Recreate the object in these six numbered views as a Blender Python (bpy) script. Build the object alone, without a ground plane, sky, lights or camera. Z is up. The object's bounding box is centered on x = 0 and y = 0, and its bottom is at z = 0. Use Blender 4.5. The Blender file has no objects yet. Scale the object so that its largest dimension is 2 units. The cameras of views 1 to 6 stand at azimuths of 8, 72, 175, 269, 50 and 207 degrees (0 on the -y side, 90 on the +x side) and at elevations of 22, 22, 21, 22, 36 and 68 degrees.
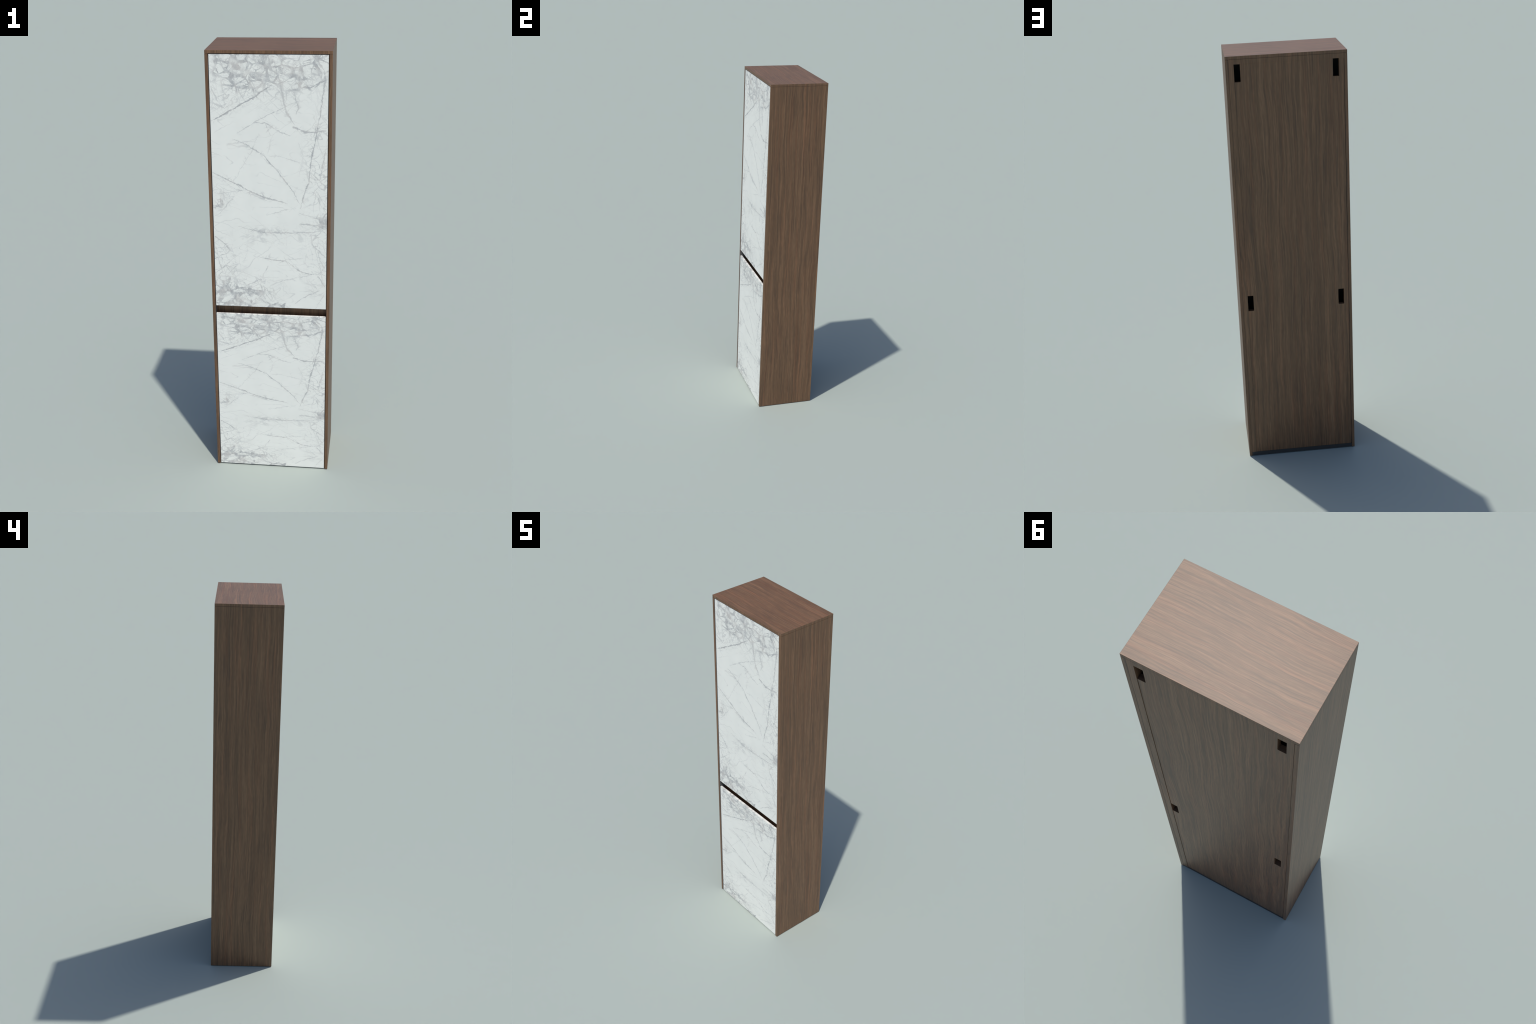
# Tall two-door cabinet: walnut veneer carcass, white veined marble doors.
import bpy, bmesh, math
from mathutils import Vector

# ------------------------------------------------------------------ sizes (m)
HX, HY, H = 0.2664, 0.1660, 2.0        # half width, half depth, height
T = 0.0135                             # board thickness of sides and top
IX = HX - T                            # inner face of the side boards
TOP_Z = H - 0.0134                     # underside of the top board
DOOR_HX = 0.2499                       # half width of the doors
DOOR_Y, DOOR_T = -HY + 0.0015, 0.0107  # door front plane and thickness
LOW_Z = (0.0025, 0.8032)               # lower door, bottom and top
UPP_Z = (0.8422, 1.9834)               # upper door
BACK_T = 0.0210                        # back board thickness
BASE_Z = 0.0205                        # lower edge of the back board
SLOT_TOP = 1.9645                      # upper edge of the upper hanging slots
SEAM = 0.0008                          # open joint between boards

# ------------------------------------------------------------------ node kit
class Kit:
    """Small helper for writing shader node maths."""
    def __init__(self, mat):
        self.t = mat.node_tree
        self.n, self.l = self.t.nodes, self.t.links

    def new(self, kind, **props):
        nd = self.n.new(kind)
        for k, v in props.items():
            setattr(nd, k, v)
        return nd

    def put(self, sock, val):
        if isinstance(val, bpy.types.NodeSocket):
            self.l.new(val, sock)
        else:
            sock.default_value = val

    def math(self, op, a, b=None, c=None, clamp=False):
        nd = self.new("ShaderNodeMath", operation=op, use_clamp=clamp)
        for i, v in enumerate((a, b, c)):
            if v is not None:
                self.put(nd.inputs[i], v)
        return nd.outputs[0]

    def vmath(self, op, a, b=None, c=None):
        nd = self.new("ShaderNodeVectorMath", operation=op)
        for i, v in enumerate((a, b, c)):
            if v is not None:
                self.put(nd.inputs[i], v)
        return nd.outputs["Value"] if op in ("DOT_PRODUCT", "LENGTH", "DISTANCE") else nd.outputs[0]

    def xyz(self, x, y, z=0.0):
        nd = self.new("ShaderNodeCombineXYZ")
        for i, v in enumerate((x, y, z)):
            self.put(nd.inputs[i], v)
        return nd.outputs[0]

    def split(self, v):
        nd = self.new("ShaderNodeSeparateXYZ")
        self.put(nd.inputs[0], v)
        return nd.outputs

    def noise(self, vec, scale, detail=3.0, rough=0.55, dist=0.0, colour=False):
        nd = self.new("ShaderNodeTexNoise")
        self.put(nd.inputs["Vector"], vec)
        self.put(nd.inputs["Scale"], scale)
        nd.inputs["Detail"].default_value = detail
        nd.inputs["Roughness"].default_value = rough
        nd.inputs["Distortion"].default_value = dist
        return nd.outputs["Color" if colour else "Fac"]

    def crack(self, vec, scale, rand=1.0):
        nd = self.new("ShaderNodeTexVoronoi", feature="DISTANCE_TO_EDGE")
        self.put(nd.inputs["Vector"], vec)
        nd.inputs["Scale"].default_value = scale
        nd.inputs["Randomness"].default_value = rand
        return nd.outputs["Distance"]

    def smooth(self, v, a, b, lo=0.0, hi=1.0):
        nd = self.new("ShaderNodeMapRange", interpolation_type="SMOOTHSTEP")
        for k, x in (("Value", v), ("From Min", a), ("From Max", b), ("To Min", lo), ("To Max", hi)):
            self.put(nd.inputs[k], x)
        return nd.outputs[0]

    def mix(self, f, a, b):
        nd = self.new("ShaderNodeMix", data_type="RGBA")
        self.put(nd.inputs["Factor"], f)
        for s, v in ((nd.inputs[6], a), (nd.inputs[7], b)):
            self.put(s, (*v, 1.0) if isinstance(v, tuple) and len(v) == 3 else v)
        return nd.outputs[2]

    def ramp(self, f, stops):
        nd = self.new("ShaderNodeValToRGB")
        self.put(nd.inputs[0], f)
        el = nd.color_ramp.elements
        while len(el) < len(stops):
            el.new(0.5)
        for e, (p, c) in zip(el, stops):
            e.position, e.color = p, (*c, 1.0)
        return nd.outputs[0]


def material(name):
    m = bpy.data.materials.new(name)
    m.use_nodes = True
    k = Kit(m)
    return m, k, k.n["Principled BSDF"]


# ------------------------------------------------------------------ walnut
def make_walnut():
    m, k, bsdf = material("walnut_veneer")
    pos = k.split(k.new("ShaderNodeTexCoord").outputs["Object"])
    nrm = k.split(k.new("ShaderNodeNewGeometry").outputs["True Normal"])
    on_side = k.math("GREATER_THAN", k.math("ABSOLUTE", nrm[0]), 0.5)
    on_top = k.math("GREATER_THAN", k.math("ABSOLUTE", nrm[2]), 0.5)
    # across-grain and along-grain position for every face direction
    def pick(f, a, b):
        return k.math("MULTIPLY_ADD", k.math("SUBTRACT", b, a), f, a)
    across = pick(on_top, pick(on_side, pos[0], k.math("ADD", pos[1], 3.1)), k.math("ADD", pos[1], 7.7))
    along = pick(on_top, pos[2], pos[0])
    facing = k.math("MULTIPLY", k.math("ADD", nrm[1], nrm[0]), 1.7)
    # slow wander of the figure
    w1 = k.noise(k.xyz(k.math("MULTIPLY", across, 5.0), k.math("MULTIPLY", along, 1.5), facing), 1.0, 2.0, 0.5)
    w2 = k.noise(k.xyz(k.math("MULTIPLY", across, 16.0), k.math("MULTIPLY", along, 9.0), facing), 1.0, 2.0, 0.5)
    g = k.math("MULTIPLY_ADD", w1, 0.048, across)
    g = k.math("MULTIPLY_ADD", w2, 0.010, g)
    def streak(fg, fl, detail, rough, seed):
        return k.noise(k.xyz(k.math("MULTIPLY", g, fg), k.math("MULTIPLY", along, fl),
                             k.math("ADD", facing, seed)), 1.0, detail, rough)
    broad = streak(45.0, 0.6, 2.0, 0.5, 0.0)
    mid = streak(150.0, 2.0, 3.0, 0.62, 4.0)
    fine = streak(360.0, 9.0, 2.0, 0.6, 9.0)
    pore = streak(460.0, 32.0, 1.5, 0.5, 14.0)
    tone = k.math("MULTIPLY", broad, 0.20)
    tone = k.math("MULTIPLY_ADD", mid, 0.46, tone)
    tone = k.math("MULTIPLY_ADD", fine, 0.27, tone)
    tone = k.math("MULTIPLY_ADD", pore, 0.17, tone)          # centred on 0.53
    col = k.ramp(tone, [(0.38, WALNUT[0]), (0.49, WALNUT[1]), (0.56, WALNUT[2]), (0.67, WALNUT[3])])
    # thin dark growth lines, broken along their length
    line = k.smooth(streak(190.0, 4.5, 2.0, 0.55, 21.0), 0.55, 0.66)
    col = k.mix(k.math("MULTIPLY", line, 0.62), col, WALNUT[0])
    # streaks that lean to red
    lean = k.noise(k.xyz(k.math("MULTIPLY", g, 70.0), k.math("MULTIPLY", along, 1.5), 33.0), 1.0, 2.0, 0.5)
    tint = k.new("ShaderNodeMix", data_type="RGBA", blend_type="MULTIPLY")
    k.put(tint.inputs["Factor"], k.smooth(lean, 0.45, 0.68))
    k.put(tint.inputs[6], col)
    k.put(tint.inputs[7], (1.08, 0.975, 0.94, 1.0))
    k.put(bsdf.inputs["Base Color"], tint.outputs[2])
    bsdf.inputs["Roughness"].default_value = WOOD_ROUGH
    bsdf.inputs["Specular IOR Level"].default_value = WOOD_SPEC
    return m

WALNUT = [(0.088, 0.049, 0.028), (0.136, 0.073, 0.037), (0.170, 0.091, 0.046), (0.240, 0.131, 0.068)]
WOOD_ROUGH, WOOD_SPEC = 0.465, 0.5


# ------------------------------------------------------------------ marble
# Vein spines on the slab face: (points in face width / height), half width in
# mm, strength.  Every slab carries the same figure, stretched to its height.
VEIN_GAIN = 0.80
VEINS = [
    ([(0.00, 0.750), (0.238, 0.807), (0.386, 0.846), (0.529, 0.893)], 5.5, 0.90),
    ([(0.00, 0.553), (0.185, 0.516), (0.345, 0.477), (0.487, 0.455), (0.657, 0.436)], 4.5, 0.75),
    ([(0.185, 0.685), (0.305, 0.665), (0.453, 0.623), (0.564, 0.567), (0.704, 0.487), (0.77, 0.428)], 3.0, 0.70),
    ([(0.974, 0.913), (0.949, 0.825), (0.908, 0.716), (0.862, 0.616), (0.84, 0.523), (0.761, 0.415)], 4.5, 0.75),
    ([(0.560, 0.960), (0.597, 0.895), (0.646, 0.791), (0.723, 0.739)], 6.5, 0.60),
    ([(0.700, 0.735), (0.806, 0.717), (0.906, 0.714), (0.990, 0.722)], 8.0, 0.70),
    ([(0.223, 0.706), (0.364, 0.745), (0.513, 0.782), (0.714, 0.824)], 3.0, 0.55),
    ([(0.364, 0.747), (0.466, 0.749), (0.567, 0.721), (0.677, 0.702), (0.724, 0.722)], 3.2, 0.55),
    ([(0.466, 0.747), (0.493, 0.721), (0.516, 0.700)], 2.4, 0.5),
    ([(0.00, 0.822), (0.127, 0.802), (0.155, 0.813), (0.201, 0.807)], 3.6, 0.55),
    ([(0.419, 0.708), (0.342, 0.637), (0.200, 0.525)], 2.0, 0.35),
    ([(0.472, 0.625), (0.630, 0.618), (0.779, 0.596)], 2.0, 0.38),
    ([(0.534, 0.705), (0.515, 0.676), (0.483, 0.627)], 2.0, 0.35),
    ([(0.751, 0.677), (0.793, 0.624), (0.760, 0.543)], 2.0, 0.30),
    ([(0.760, 0.880), (0.849, 0.883), (0.983, 0.909)], 5.5, 0.80),
    ([(0.687, 0.888), (0.723, 0.840), (0.750, 0.804), (0.732, 0.780)], 4.0, 0.60),
    ([(0.170, 0.921), (0.223, 0.886), (0.294, 0.834)], 4.0, 0.50),
    ([(0.097, 0.917), (0.119, 0.837), (0.131, 0.804)], 2.6, 0.42),
    ([(0.981, 0.646), (0.955, 0.571), (0.928, 0.528)], 4.0, 0.60),
    ([(0.872, 0.557), (0.938, 0.528), (0.999, 0.499)], 3.0, 0.50),
    ([(0.004, 0.377), (0.063, 0.391), (0.153, 0.441), (0.182, 0.450)], 2.6, 0.48),
    ([(0.006, 0.472), (0.135, 0.473), (0.274, 0.488)], 2.6, 0.50),
    ([(0.072, 0.537), (0.156, 0.500), (0.222, 0.483)], 2.2, 0.40),
    ([(0.224, 0.336), (0.464, 0.317), (0.752, 0.318), (0.960, 0.328)], 3.6, 0.65),
    ([(0.355, 0.218), (0.520, 0.203), (0.636, 0.201), (0.772, 0.156), (0.878, 0.147), (0.975, 0.156)], 3.8, 0.70),
    ([(0.626, 0.202), (0.704, 0.208), (0.800, 0.212)], 2.2, 0.45),
    ([(0.498, 0.094), (0.655, 0.122), (0.868, 0.144)], 2.6, 0.50),
    ([(0.067, 0.140), (0.196, 0.154), (0.381, 0.127)], 2.4, 0.45),
    ([(0.485, 0.179), (0.420, 0.121), (0.261, 0.085)], 3.0, 0.55),
    ([(0.003, 0.295), (0.084, 0.269), (0.156, 0.231)], 4.6, 0.62),
    ([(0.010, 0.254), (0.035, 0.191), (0.067, 0.140)], 3.6, 0.50),
    ([(0.718, 0.019), (0.826, 0.056), (0.947, 0.081)], 3.0, 0.55),
    ([(0.861, 0.316), (0.876, 0.271), (0.992, 0.221)], 3.6, 0.50),
    ([(0.924, 0.245), (0.954, 0.200), (0.993, 0.160)], 3.4, 0.50),
    ([(0.926, 0.141), (0.961, 0.118), (0.986, 0.091)], 5.0, 0.55),
    ([(0.466, 0.385), (0.628, 0.409), (0.733, 0.416)], 2.2, 0.42),
    ([(0.761, 0.354), (0.866, 0.351), (0.993, 0.348)], 4.5, 0.60),
    ([(0.999, 0.403), (0.969, 0.379), (0.941, 0.350)], 6.5, 0.62),
    ([(0.752, 0.398), (0.846, 0.386), (0.988, 0.383)], 2.6, 0.45),
    ([(0.892, 0.495), (0.939, 0.465), (0.987, 0.425)], 2.2, 0.42),
    ([(0.991, 0.073), (0.948, 0.035), (0.905, 0.0)], 2.4, 0.45),
    # broad bands that tie the cloudy upper edge together
    ([(0.500, 1.000), (0.520, 0.945), (0.585, 0.925), (0.605, 0.870)], 13.0, 0.62),
    ([(0.080, 1.000), (0.115, 0.955), (0.165, 0.930), (0.310, 0.925)], 10.0, 0.52),
    ([(0.300, 1.000), (0.420, 0.970), (0.505, 0.950)], 12.0, 0.48),
    ([(0.860, 1.000), (0.935, 0.965), (0.965, 0.945), (0.972, 0.880)], 8.5, 0.62),
    ([(0.320, 0.942), (0.430, 0.930), (0.520, 0.920), (0.640, 0.912)], 7.0, 0.52),
    ([(0.690, 0.945), (0.770, 0.945), (0.800, 0.915)], 8.0, 0.55),
    ([(0.320, 0.960), (0.360, 0.900), (0.420, 0.850)], 5.0, 0.45),
    ([(0.660, 0.965), (0.735, 0.930), (0.830, 0.880)], 4.5, 0.42),
    ([(0.010, 0.885), (0.040, 0.850), (0.070, 0.825)], 4.0, 0.50),
    ([(0.020, 0.900), (0.110, 0.925), (0.200, 0.915)], 3.5, 0.42),
    ([(0.060, 0.110), (0.130, 0.060), (0.250, 0.010)], 14.0, 0.60),
    ([(0.240, 0.075), (0.350, 0.065), (0.440, 0.055)], 9.0, 0.62),
    ([(0.420, 0.090), (0.470, 0.080), (0.520, 0.040)], 3.5, 0.45),
    ([(0.330, 0.010), (0.400, 0.040), (0.480, 0.010)], 6.0, 0.50),
    ([(0.308, 0.268), (0.287, 0.226), (0.246, 0.176)], 2.0, 0.32),
]
# Cloudy grey zones: centre (face width / height), radii, strength
CLOUDS = [
    (0.28, 0.985, 0.42, 0.085, 0.90), (0.14, 0.935, 0.16, 0.035, 0.65), (0.60, 0.925, 0.16, 0.070, 0.90),
    (0.90, 0.965, 0.22, 0.070, 0.75), (0.30, 0.900, 0.26, 0.060, 0.62), (0.72, 0.900, 0.20, 0.050, 0.55), (0.45, 0.950, 0.60, 0.070, 0.50),
    (0.11, 0.045, 0.22, 0.095, 1.00), (0.36, 0.066, 0.12, 0.026, 0.95), (0.56, 0.006, 0.18, 0.022, 0.90),
    (0.04, 0.430, 0.07, 0.030, 0.80), (0.95, 0.360, 0.10, 0.045, 0.60), (0.30, 0.010, 0.12, 0.030, 0.60),
]
# Zones shot through with hairline cracks
CRACKED = [
    (0.45, 0.910, 0.75, 0.130, 0.62), (0.97, 0.560, 0.22, 0.300, 0.75), (0.08, 0.180, 0.22, 0.120, 0.80),
    (0.30, 0.070, 0.40, 0.080, 0.80), (0.95, 0.220, 0.18, 0.220, 0.70), (0.05, 0.460, 0.22, 0.070, 0.45),
    (0.10, 0.850, 0.30, 0.080, 0.60), (0.55, 0.300, 0.50, 0.060, 0.35),
]
SLAB_W, SLAB_H = 0.5, 1.14


def group(name, ins, outs):
    """New shader node group with a Kit to fill it and its end nodes."""
    t = bpy.data.node_groups.new(name, "ShaderNodeTree")
    for key, kind in ins:
        t.interface.new_socket(key, in_out="INPUT", socket_type=kind)
    for key, kind in outs:
        t.interface.new_socket(key, in_out="OUTPUT", socket_type=kind)
    k = Kit.__new__(Kit)
    k.t, k.n, k.l = t, t.nodes, t.links
    return t, k, k.new("NodeGroupInput").outputs, k.new("NodeGroupOutput").inputs


def vein_groups():
    F, V = "NodeSocketFloat", "NodeSocketVector"
    # position measured along and across the straight chord of a vein
    frame, k, i, o = group("vein_frame", [("Position", V), ("Start", V), ("Along", V), ("Across", V)], [("S", F), ("T", F)])
    rel = k.vmath("SUBTRACT", i["Position"], i["Start"])
    k.put(o["S"], k.vmath("DOT_PRODUCT", rel, i["Along"]))
    k.put(o["T"], k.vmath("DOT_PRODUCT", rel, i["Across"]))
    # one stroke: tapers to both ends, swells along the way
    stroke, k, i, o = group("vein_stroke",
                            [(n, F) for n in ("S", "T", "Bend", "Swell", "Width", "Reach", "Strength", "Veins", "Halo")]
                            + [("Position", V)], [("Veins", F), ("Halo", F), ("Position", V)])
    d = k.math("ABSOLUTE", k.math("SUBTRACT", i["T"], k.math("SUBTRACT", i["Bend"], 0.5)))
    edge = k.math("MULTIPLY", k.math("MULTIPLY", i["S"], k.math("SUBTRACT", 1.0, i["S"])), 4.0)
    taper = k.math("POWER", k.math("MAXIMUM", edge, 0.0), 0.22)
    wide = k.math("MULTIPLY_ADD", k.math("MULTIPLY", taper, i["Swell"]), i["Width"], 1e-5)
    body = k.math("MULTIPLY", k.smooth(d, k.math("MULTIPLY", wide, 0.15), wide, 1.0, 0.0), i["Strength"])
    core = k.math("MULTIPLY", body, k.math("MINIMUM", k.math("MULTIPLY", taper, 1.3), 1.0))
    near = k.math("MULTIPLY", k.math("MULTIPLY", k.smooth(d, 0.0, i["Reach"], 1.0, 0.0), i["Strength"]), taper)
    veins, halo = k.math("MAXIMUM", i["Veins"], core), k.math("MAXIMUM", i["Halo"], near)
    k.put(o["Veins"], veins)
    k.put(o["Halo"], halo)
    # the position is handed on through a vanishing use of the running result,
    # so that the strokes are worked out one after another
    k.put(o["Position"], k.vmath("MULTIPLY_ADD", k.xyz(veins, 0.0, halo), (1e-7, 0.0, 1e-7), i["Position"]))
    return frame, stroke


def make_marble():
    m, k, bsdf = material("veined_marble")
    gen = k.new("ShaderNodeTexCoord").outputs["Generated"]
    flat = k.vmath("MULTIPLY", gen, (SLAB_W, 0.0, SLAB_H))
    def wobble(p, scale, amount, detail=2.0):
        d = k.vmath("SUBTRACT", k.noise(p, scale, detail, 0.6, colour=True), (0.5, 0.5, 0.5))
        return k.vmath("MULTIPLY_ADD", d, (amount, 0.0, amount), p)
    soft = wobble(flat, 14.0, 0.018)
    p = wobble(wobble(flat, 24.0, 0.019, 3.0), 95.0, 0.0055, 2.0)
    grit = k.noise(flat, 240.0, 3.0, 0.65)
    swell = k.smooth(k.noise(flat, 30.0, 4.0, 0.65), 0.36, 0.68, 0.30, 2.1)

    # --- spines -----------------------------------------------------------
    frame, stroke = vein_groups()
    veins, halo, at = 0.0, 0.0, p
    for pts, width, strength in VEINS:
        q = [Vector((x * SLAB_W, z * SLAB_H)) for x, z in pts]
        axis = q[-1] - q[0]
        length = axis.length
        ax = axis / length
        nx = Vector((-ax.y, ax.x))
        st = k.new("ShaderNodeGroup", node_tree=frame)
        for key, v in (("Position", at), ("Start", (q[0].x, 0, q[0].y)), ("Along", (ax.x / length, 0, ax.y / length)),
                       ("Across", (nx.x, 0, nx.y))):
            k.put(st.inputs[key], v)
        knots = sorted(((v - q[0]).dot(ax) / length, (v - q[0]).dot(nx)) for v in q)
        curve = k.new("ShaderNodeFloatCurve")
        c = curve.mapping.curves[0]
        while len(c.points) < len(knots):
            c.points.new(0.5, 0.5)
        for cp, (u, off) in zip(c.points, knots):
            cp.location = (min(max(u, 0), 1), 0.5 + off)      # offset in metres about 0.5
            cp.handle_type = "VECTOR"
        curve.mapping.update()
        k.put(curve.inputs["Value"], st.outputs["S"])
        sk = k.new("ShaderNodeGroup", node_tree=stroke)
        for key, v in (("S", st.outputs["S"]), ("T", st.outputs["T"]), ("Bend", curve.outputs[0]), ("Swell", swell),
                       ("Width", width * 0.001 * VEIN_GAIN), ("Reach", min(0.010 + width * 0.0035, 0.026)),
                       ("Strength", strength), ("Veins", veins), ("Halo", halo), ("Position", at)):
            k.put(sk.inputs[key], v)
        veins, halo, at = sk.outputs["Veins"], sk.outputs["Halo"], sk.outputs["Position"]

    # --- zones ------------------------------------------------------------
    def zones(items, src):
        total = None
        for x, z, rx, rz, f in items:
            v = k.vmath("SUBTRACT", src, (x * SLAB_W, 0, z * SLAB_H))
            v = k.vmath("MULTIPLY", v, (1 / (rx * SLAB_W), 0, 1 / (rz * SLAB_H)))
            b = k.smooth(k.vmath("LENGTH", v), 0.25, 1.15, f, 0.0)
            total = b if total is None else k.math("MAXIMUM", total, b)
            src = k.vmath("MULTIPLY_ADD", k.xyz(total, 0.0, 0.0), (1e-7, 0.0, 0.0), src)
        return total, src
    cloudy, soft = zones(CLOUDS, k.vmath("MULTIPLY_ADD", k.xyz(veins, 0.0, 0.0), (1e-7, 0.0, 0.0), soft))
    cracked, soft = zones(CRACKED, soft)

    # grey cement between white pebbles: crack nets whose joints swell with
    # the local density until they merge into cloudy patches
    lumps = k.noise(flat, 15.0, 5.0, 0.62)
    specks = k.noise(flat, 75.0, 3.0, 0.62)
    dense = k.math("MULTIPLY", cloudy, k.smooth(lumps, 0.36, 0.66, 0.06, 1.0))
    rough_p = wobble(wobble(flat, 24.0, 0.016), 90.0, 0.0050, 2.0)
    def net(src, scale, thin, thick, turn, squash):
        r = k.new("ShaderNodeMapping")
        k.put(r.inputs["Vector"], src)
        r.inputs["Rotation"].default_value = (0, math.radians(turn), 0)
        r.inputs["Scale"].default_value = (1, 1, squash)
        w = k.math("MULTIPLY_ADD", dense, thick, thin)
        return k.smooth(k.crack(r.outputs[0], scale), k.math("MULTIPLY", w, 0.68), w, 1.0, 0.0)
    n1 = net(rough_p, 17.0, 0.030, 0.23, 25, 1.2)
    n2 = net(rough_p, 36.0, 0.020, 0.24, -30, 1.3)
    n2 = k.math("MULTIPLY", n2, k.smooth(k.noise(flat, 22.0, 2.0, 0.5), 0.42, 0.60, 0.0, 0.95))
    cement = k.math("MAXIMUM", n1, n2)
    cement = k.math("MULTIPLY", cement, k.smooth(k.noise(flat, 38.0, 4.0, 0.65), 0.34, 0.60, 0.30, 0.90))
    cement = k.math("MULTIPLY", cement, k.smooth(cloudy, 0.0, 0.5, 0.0, 0.92))
    veil = k.math("MULTIPLY", k.smooth(dense, 0.15, 0.85, 0.0, 0.34), k.smooth(k.noise(flat, 34.0, 4.0, 0.6), 0.34, 0.62))
    cement = k.math("MAXIMUM", cement, veil)

    # hairlines: ridges of stretched noise, running on several slants
    def ridge(scale, turn, stretch, width, limit, seed):
        r = k.new("ShaderNodeMapping", vector_type="TEXTURE")     # turn first, then stretch
        k.put(r.inputs["Vector"], p)
        r.inputs["Location"].default_value = (0, seed, 0)
        r.inputs["Rotation"].default_value = (0, math.radians(turn), 0)
        r.inputs["Scale"].default_value = (stretch, 1, 1)
        n = k.noise(r.outputs[0], scale, 1.5, 0.5)
        line = k.smooth(k.math("ABSOLUTE", k.math("SUBTRACT", n, 0.5)), 0.0, width, 1.0, 0.0)
        r2 = k.vmath("ADD", flat, (0.0, seed * 3.0, 0.0))
        return k.math("MULTIPLY", line, k.smooth(k.noise(r2, scale * 0.8, 2.0, 0.6), limit, limit + 0.14))
    def most(*v):
        out = v[0]
        for x in v[1:]:
            out = k.math("MAXIMUM", out, x)
        return out
    local = most(k.math("MULTIPLY", ridge(22.0, 38, 4.0, 0.0135, 0.32, 0.3), 0.85),
                 k.math("MULTIPLY", ridge(22.0, -32, 4.0, 0.0135, 0.32, 1.1), 0.85),
                 k.math("MULTIPLY", ridge(26.0, 78, 4.0, 0.015, 0.34, 2.3), 0.80),
                 k.math("MULTIPLY", ridge(48.0, 12, 3.0, 0.022, 0.38, 3.7), 0.62))
    stray = most(k.math("MULTIPLY", ridge(9.0, 30, 4.0, 0.0075, 0.42, 5.9), 0.32),
                 k.math("MULTIPLY", ridge(9.0, -28, 4.0, 0.0075, 0.42, 7.4), 0.32),
                 k.math("MULTIPLY", ridge(16.0, 4, 4.0, 0.011, 0.46, 8.4), 0.36))
    twigs = most(ridge(20.0, 42, 4.0, 0.014, 0.42, 9.6), ridge(20.0, -36, 4.0, 0.014, 0.42, 11.2))
    hairs = k.math("MAXIMUM", k.math("MULTIPLY", local, cracked), stray)
    hairs = k.math("MAXIMUM", hairs, k.math("MULTIPLY", twigs, halo))

    grey = k.math("MAXIMUM", k.math("MAXIMUM", veins, hairs), cement)
    grey = k.math("ADD", grey, k.math("MULTIPLY", halo, k.smooth(specks, 0.45, 0.7, 0.0, 0.20)))
    grey = k.math("MINIMUM", k.math("MULTIPLY", grey, k.smooth(grit, 0.3, 0.7, 0.82, 1.05)), 1.0)
    cool_warm = k.smooth(k.noise(flat, 17.0, 3.0, 0.6), 0.42, 0.66)
    vein_col = k.mix(cool_warm, MARBLE[1], MARBLE[2])
    milk = k.mix(k.smooth(k.noise(flat, 7.0, 4.0, 0.6), 0.35, 0.7, 0.0, 1.0), MARBLE[0], MARBLE[3])
    k.put(bsdf.inputs["Base Color"], k.mix(grey, milk, vein_col))
    bsdf.inputs["Roughness"].default_value = 0.5
    bsdf.inputs["Specular IOR Level"].default_value = 0.5
    return m

MARBLE = [(0.905, 0.905, 0.855), (0.36, 0.365, 0.38), (0.54, 0.51, 0.49), (0.865, 0.867, 0.82)]


def make_dark(name, low, high):
    m, k, bsdf = material(name)
    pos = k.new("ShaderNodeTexCoord").outputs["Object"]
    k.put(bsdf.inputs["Base Color"], k.mix(k.noise(pos, 60.0, 3.0), (low, low, low * 1.03), (high, high, high * 1.03)))
    bsdf.inputs["Roughness"].default_value = 0.55
    return m


# ------------------------------------------------------------------ building
def finish(name, bm, mats, parent, bevel=0.0005, lining=None):
    if bevel:
        bmesh.ops.bevel(bm, geom=list(bm.edges), offset=bevel, offset_type="OFFSET", segments=2, profile=0.5, affect="EDGES")
    bmesh.ops.recalc_face_normals(bm, faces=list(bm.faces))
    me = bpy.data.meshes.new(name)
    for f in bm.faces:
        f.smooth = False
        if lining and lining(f):
            f.material_index = 1
    bm.to_mesh(me)
    bm.free()
    for mt in mats:
        me.materials.append(mt)
    ob = bpy.data.objects.new(name, me)
    bpy.context.scene.collection.objects.link(ob)
    ob.parent = parent
    return ob


def box(x, y, z):
    bm = bmesh.new()
    bmesh.ops.create_cube(bm, size=1.0)
    for v in bm.verts:
        v.co = (x[v.co.x > 0], y[v.co.y > 0], z[v.co.z > 0])
    return bm


def slot(x, z, round_side, r=0.0032):
    """Cutter for a hanging slot; the corners on round_side (+1/-1) are rounded."""
    bm = bmesh.new()
    ring = []
    for cx, cz in ((0, 0), (1, 0), (1, 1), (0, 1)):
        px, pz = x[cx], z[cz]
        sx, sz = (1 if cx else -1), (1 if cz else -1)
        if sx == round_side:
            a0 = math.atan2(sz, sx)
            for i in range(6):
                a = a0 + (i - 2.5) / 5 * math.pi / 2
                ring.append((px - sx * r + r * math.cos(a), pz - sz * r + r * math.sin(a)))
        else:
            ring.append((px, pz))
    lo = [bm.verts.new((a, HY - BACK_T - 0.02, b)) for a, b in ring]
    hi = [bm.verts.new((a, HY + 0.02, b)) for a, b in ring]
    bm.faces.new(lo)
    bm.faces.new(hi)
    n = len(ring)
    for i in range(n):
        bm.faces.new((lo[i], lo[(i + 1) % n], hi[(i + 1) % n], hi[i]))
    bmesh.ops.recalc_face_normals(bm, faces=list(bm.faces))
    return bm


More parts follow.
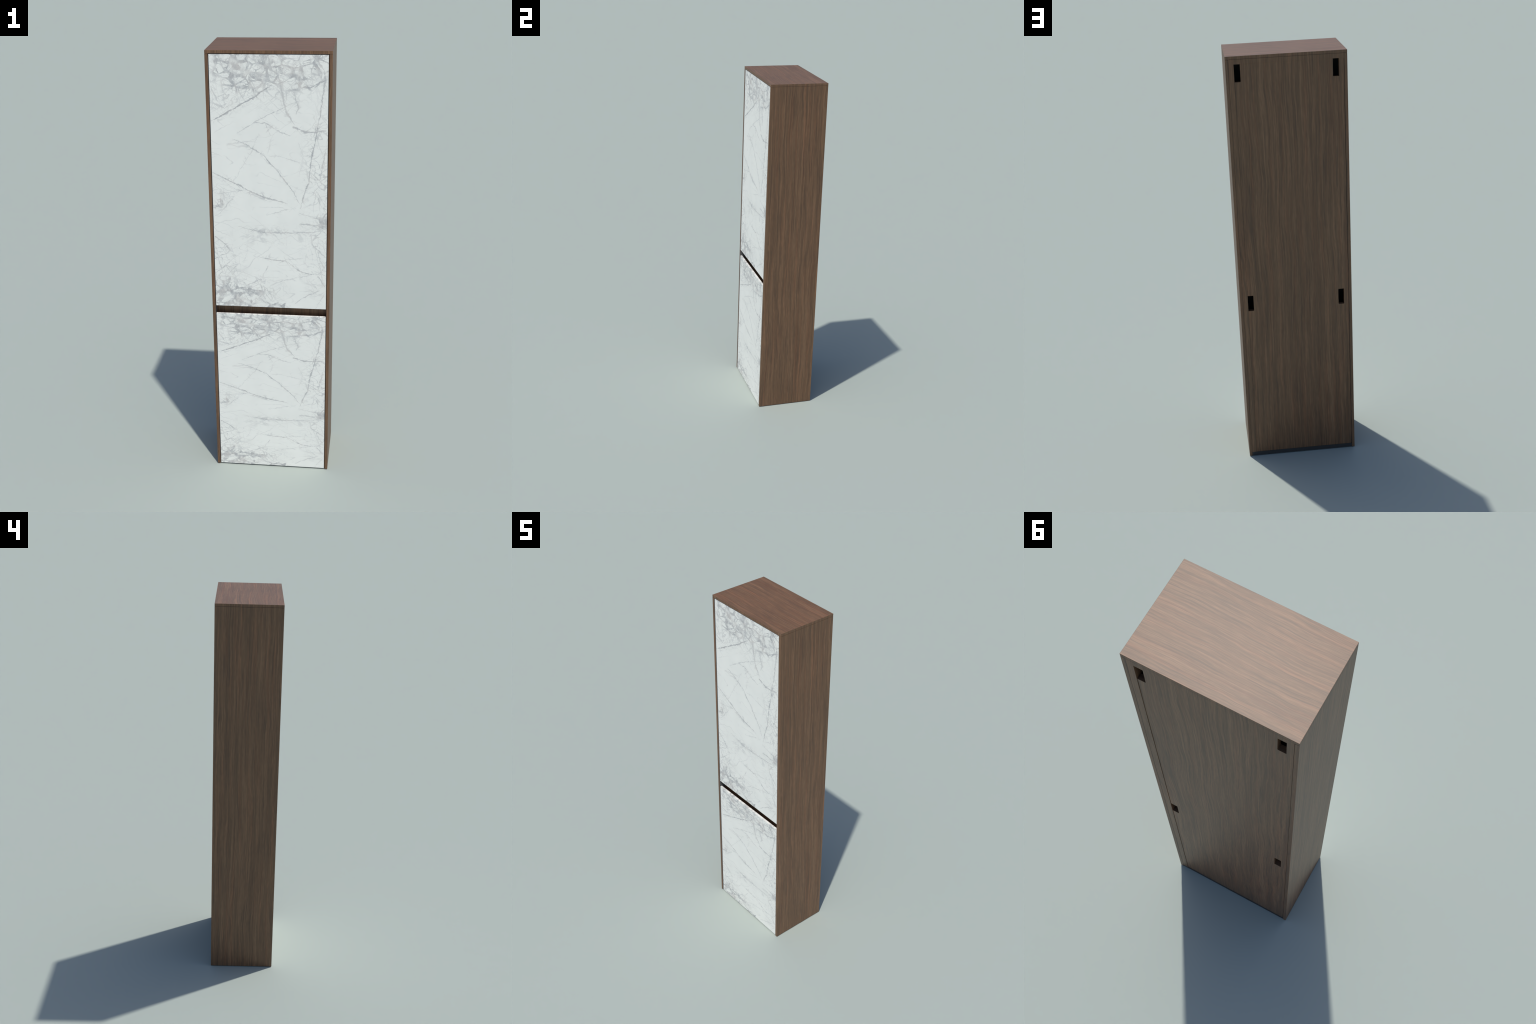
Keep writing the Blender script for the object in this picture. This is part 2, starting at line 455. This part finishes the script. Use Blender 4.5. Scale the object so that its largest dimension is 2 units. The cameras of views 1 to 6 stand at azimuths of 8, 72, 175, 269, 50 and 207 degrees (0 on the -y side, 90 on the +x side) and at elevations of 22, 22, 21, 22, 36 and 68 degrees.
def build():
    walnut, marble = make_walnut(), make_marble()
    dark, grey = make_dark("dark_grey_board", 0.030, 0.038), make_dark("grey_lining", 0.11, 0.125)
    root = bpy.data.objects.new("tall_cabinet", None)
    bpy.context.scene.collection.objects.link(root)
    root["label"] = "tall narrow walnut cabinet with two white marble doors"
    root["category"] = "cabinet"

    # carcass boards; faces that look inward carry the dark lining
    finish("top_panel", box((-HX, HX), (-HY, HY), (TOP_Z, H)), [walnut, grey], root,
           lining=lambda f: f.normal.z < -0.9)
    for s in (-1, 1):
        xs = (IX, HX) if s > 0 else (-HX, -IX)
        finish("side_panel", box(xs, (-HY, HY), (0.0, TOP_Z - SEAM)), [walnut, grey], root,
               lining=lambda f, s=s: f.normal.x * s < -0.9)

    # back: one wide board with four hanging slots, plus a narrow rail at +x
    bx0, bx1, rx = -IX + 0.0018, 0.2294, 0.2298
    back = finish("back_panel", box((bx0, bx1), (HY - BACK_T, HY - 0.0020), (BASE_Z, SLOT_TOP)), [walnut], root, 0.0)
    for z in ((0.7955, 0.8738), (1.8865, SLOT_TOP + 0.01)):
        for xs, side in (((0.2024, 0.2400), -1), ((-0.2296, -0.2024), 1)):
            cut = finish("slot_cutter", slot(xs, z, side), [walnut], None, 0.0)
            md = back.modifiers.new("slot", "BOOLEAN")
            md.operation, md.solver, md.object = "DIFFERENCE", "EXACT", cut
    dg = bpy.context.evaluated_depsgraph_get()
    cut_mesh = bpy.data.meshes.new_from_object(back.evaluated_get(dg))
    back.modifiers.clear()
    old = back.data
    back.data = cut_mesh
    bpy.data.meshes.remove(old)
    cut_mesh.name = "back_panel"
    for ob in [o for o in bpy.data.objects if o.name.startswith("slot_cutter")]:
        bpy.data.meshes.remove(ob.data)
    finish("back_rail", box((-IX + SEAM, rx - 0.0001), (HY - BACK_T - 0.008, HY - 0.0003), (SLOT_TOP, TOP_Z - SEAM)), [walnut], root, 0.0003)
    finish("back_rail", box((rx, IX - 0.0005), (HY - BACK_T - 0.008, HY - 0.0002), (BASE_Z, TOP_Z - SEAM)), [walnut], root, 0.0003)

    # dark base: strip under the back board and the cabinet floor
    finish("base_strip", box((-IX + 0.0004, IX - 0.0004), (HY - 0.016, HY - 0.0012), (0.0006, BASE_Z - 0.0004)), [dark], root, 0.0)
    finish("cabinet_floor", box((-IX + 0.0004, IX - 0.0004), (-HY + 0.018, HY - 0.022), (0.004, BASE_Z)), [dark], root, 0.0)

    # inner back, keeps the inside closed and dark
    finish("inner_back", box((-IX + 0.0004, IX - 0.0004), (HY - 0.150, HY - 0.140), (BASE_Z, TOP_Z - 0.001)), [dark], root, 0.0)

    # grip recess between the doors
    finish("grip_rail", box((-IX + 0.0003, IX - 0.0003), (-HY + 0.0340, -HY + 0.0475), (0.735, 0.905)), [walnut], root, 0.0)

    # doors
    for z in (UPP_Z, LOW_Z):
        finish("door", box((-DOOR_HX, DOOR_HX), (DOOR_Y, DOOR_Y + DOOR_T), z), [marble], root, 0.0006)


build()
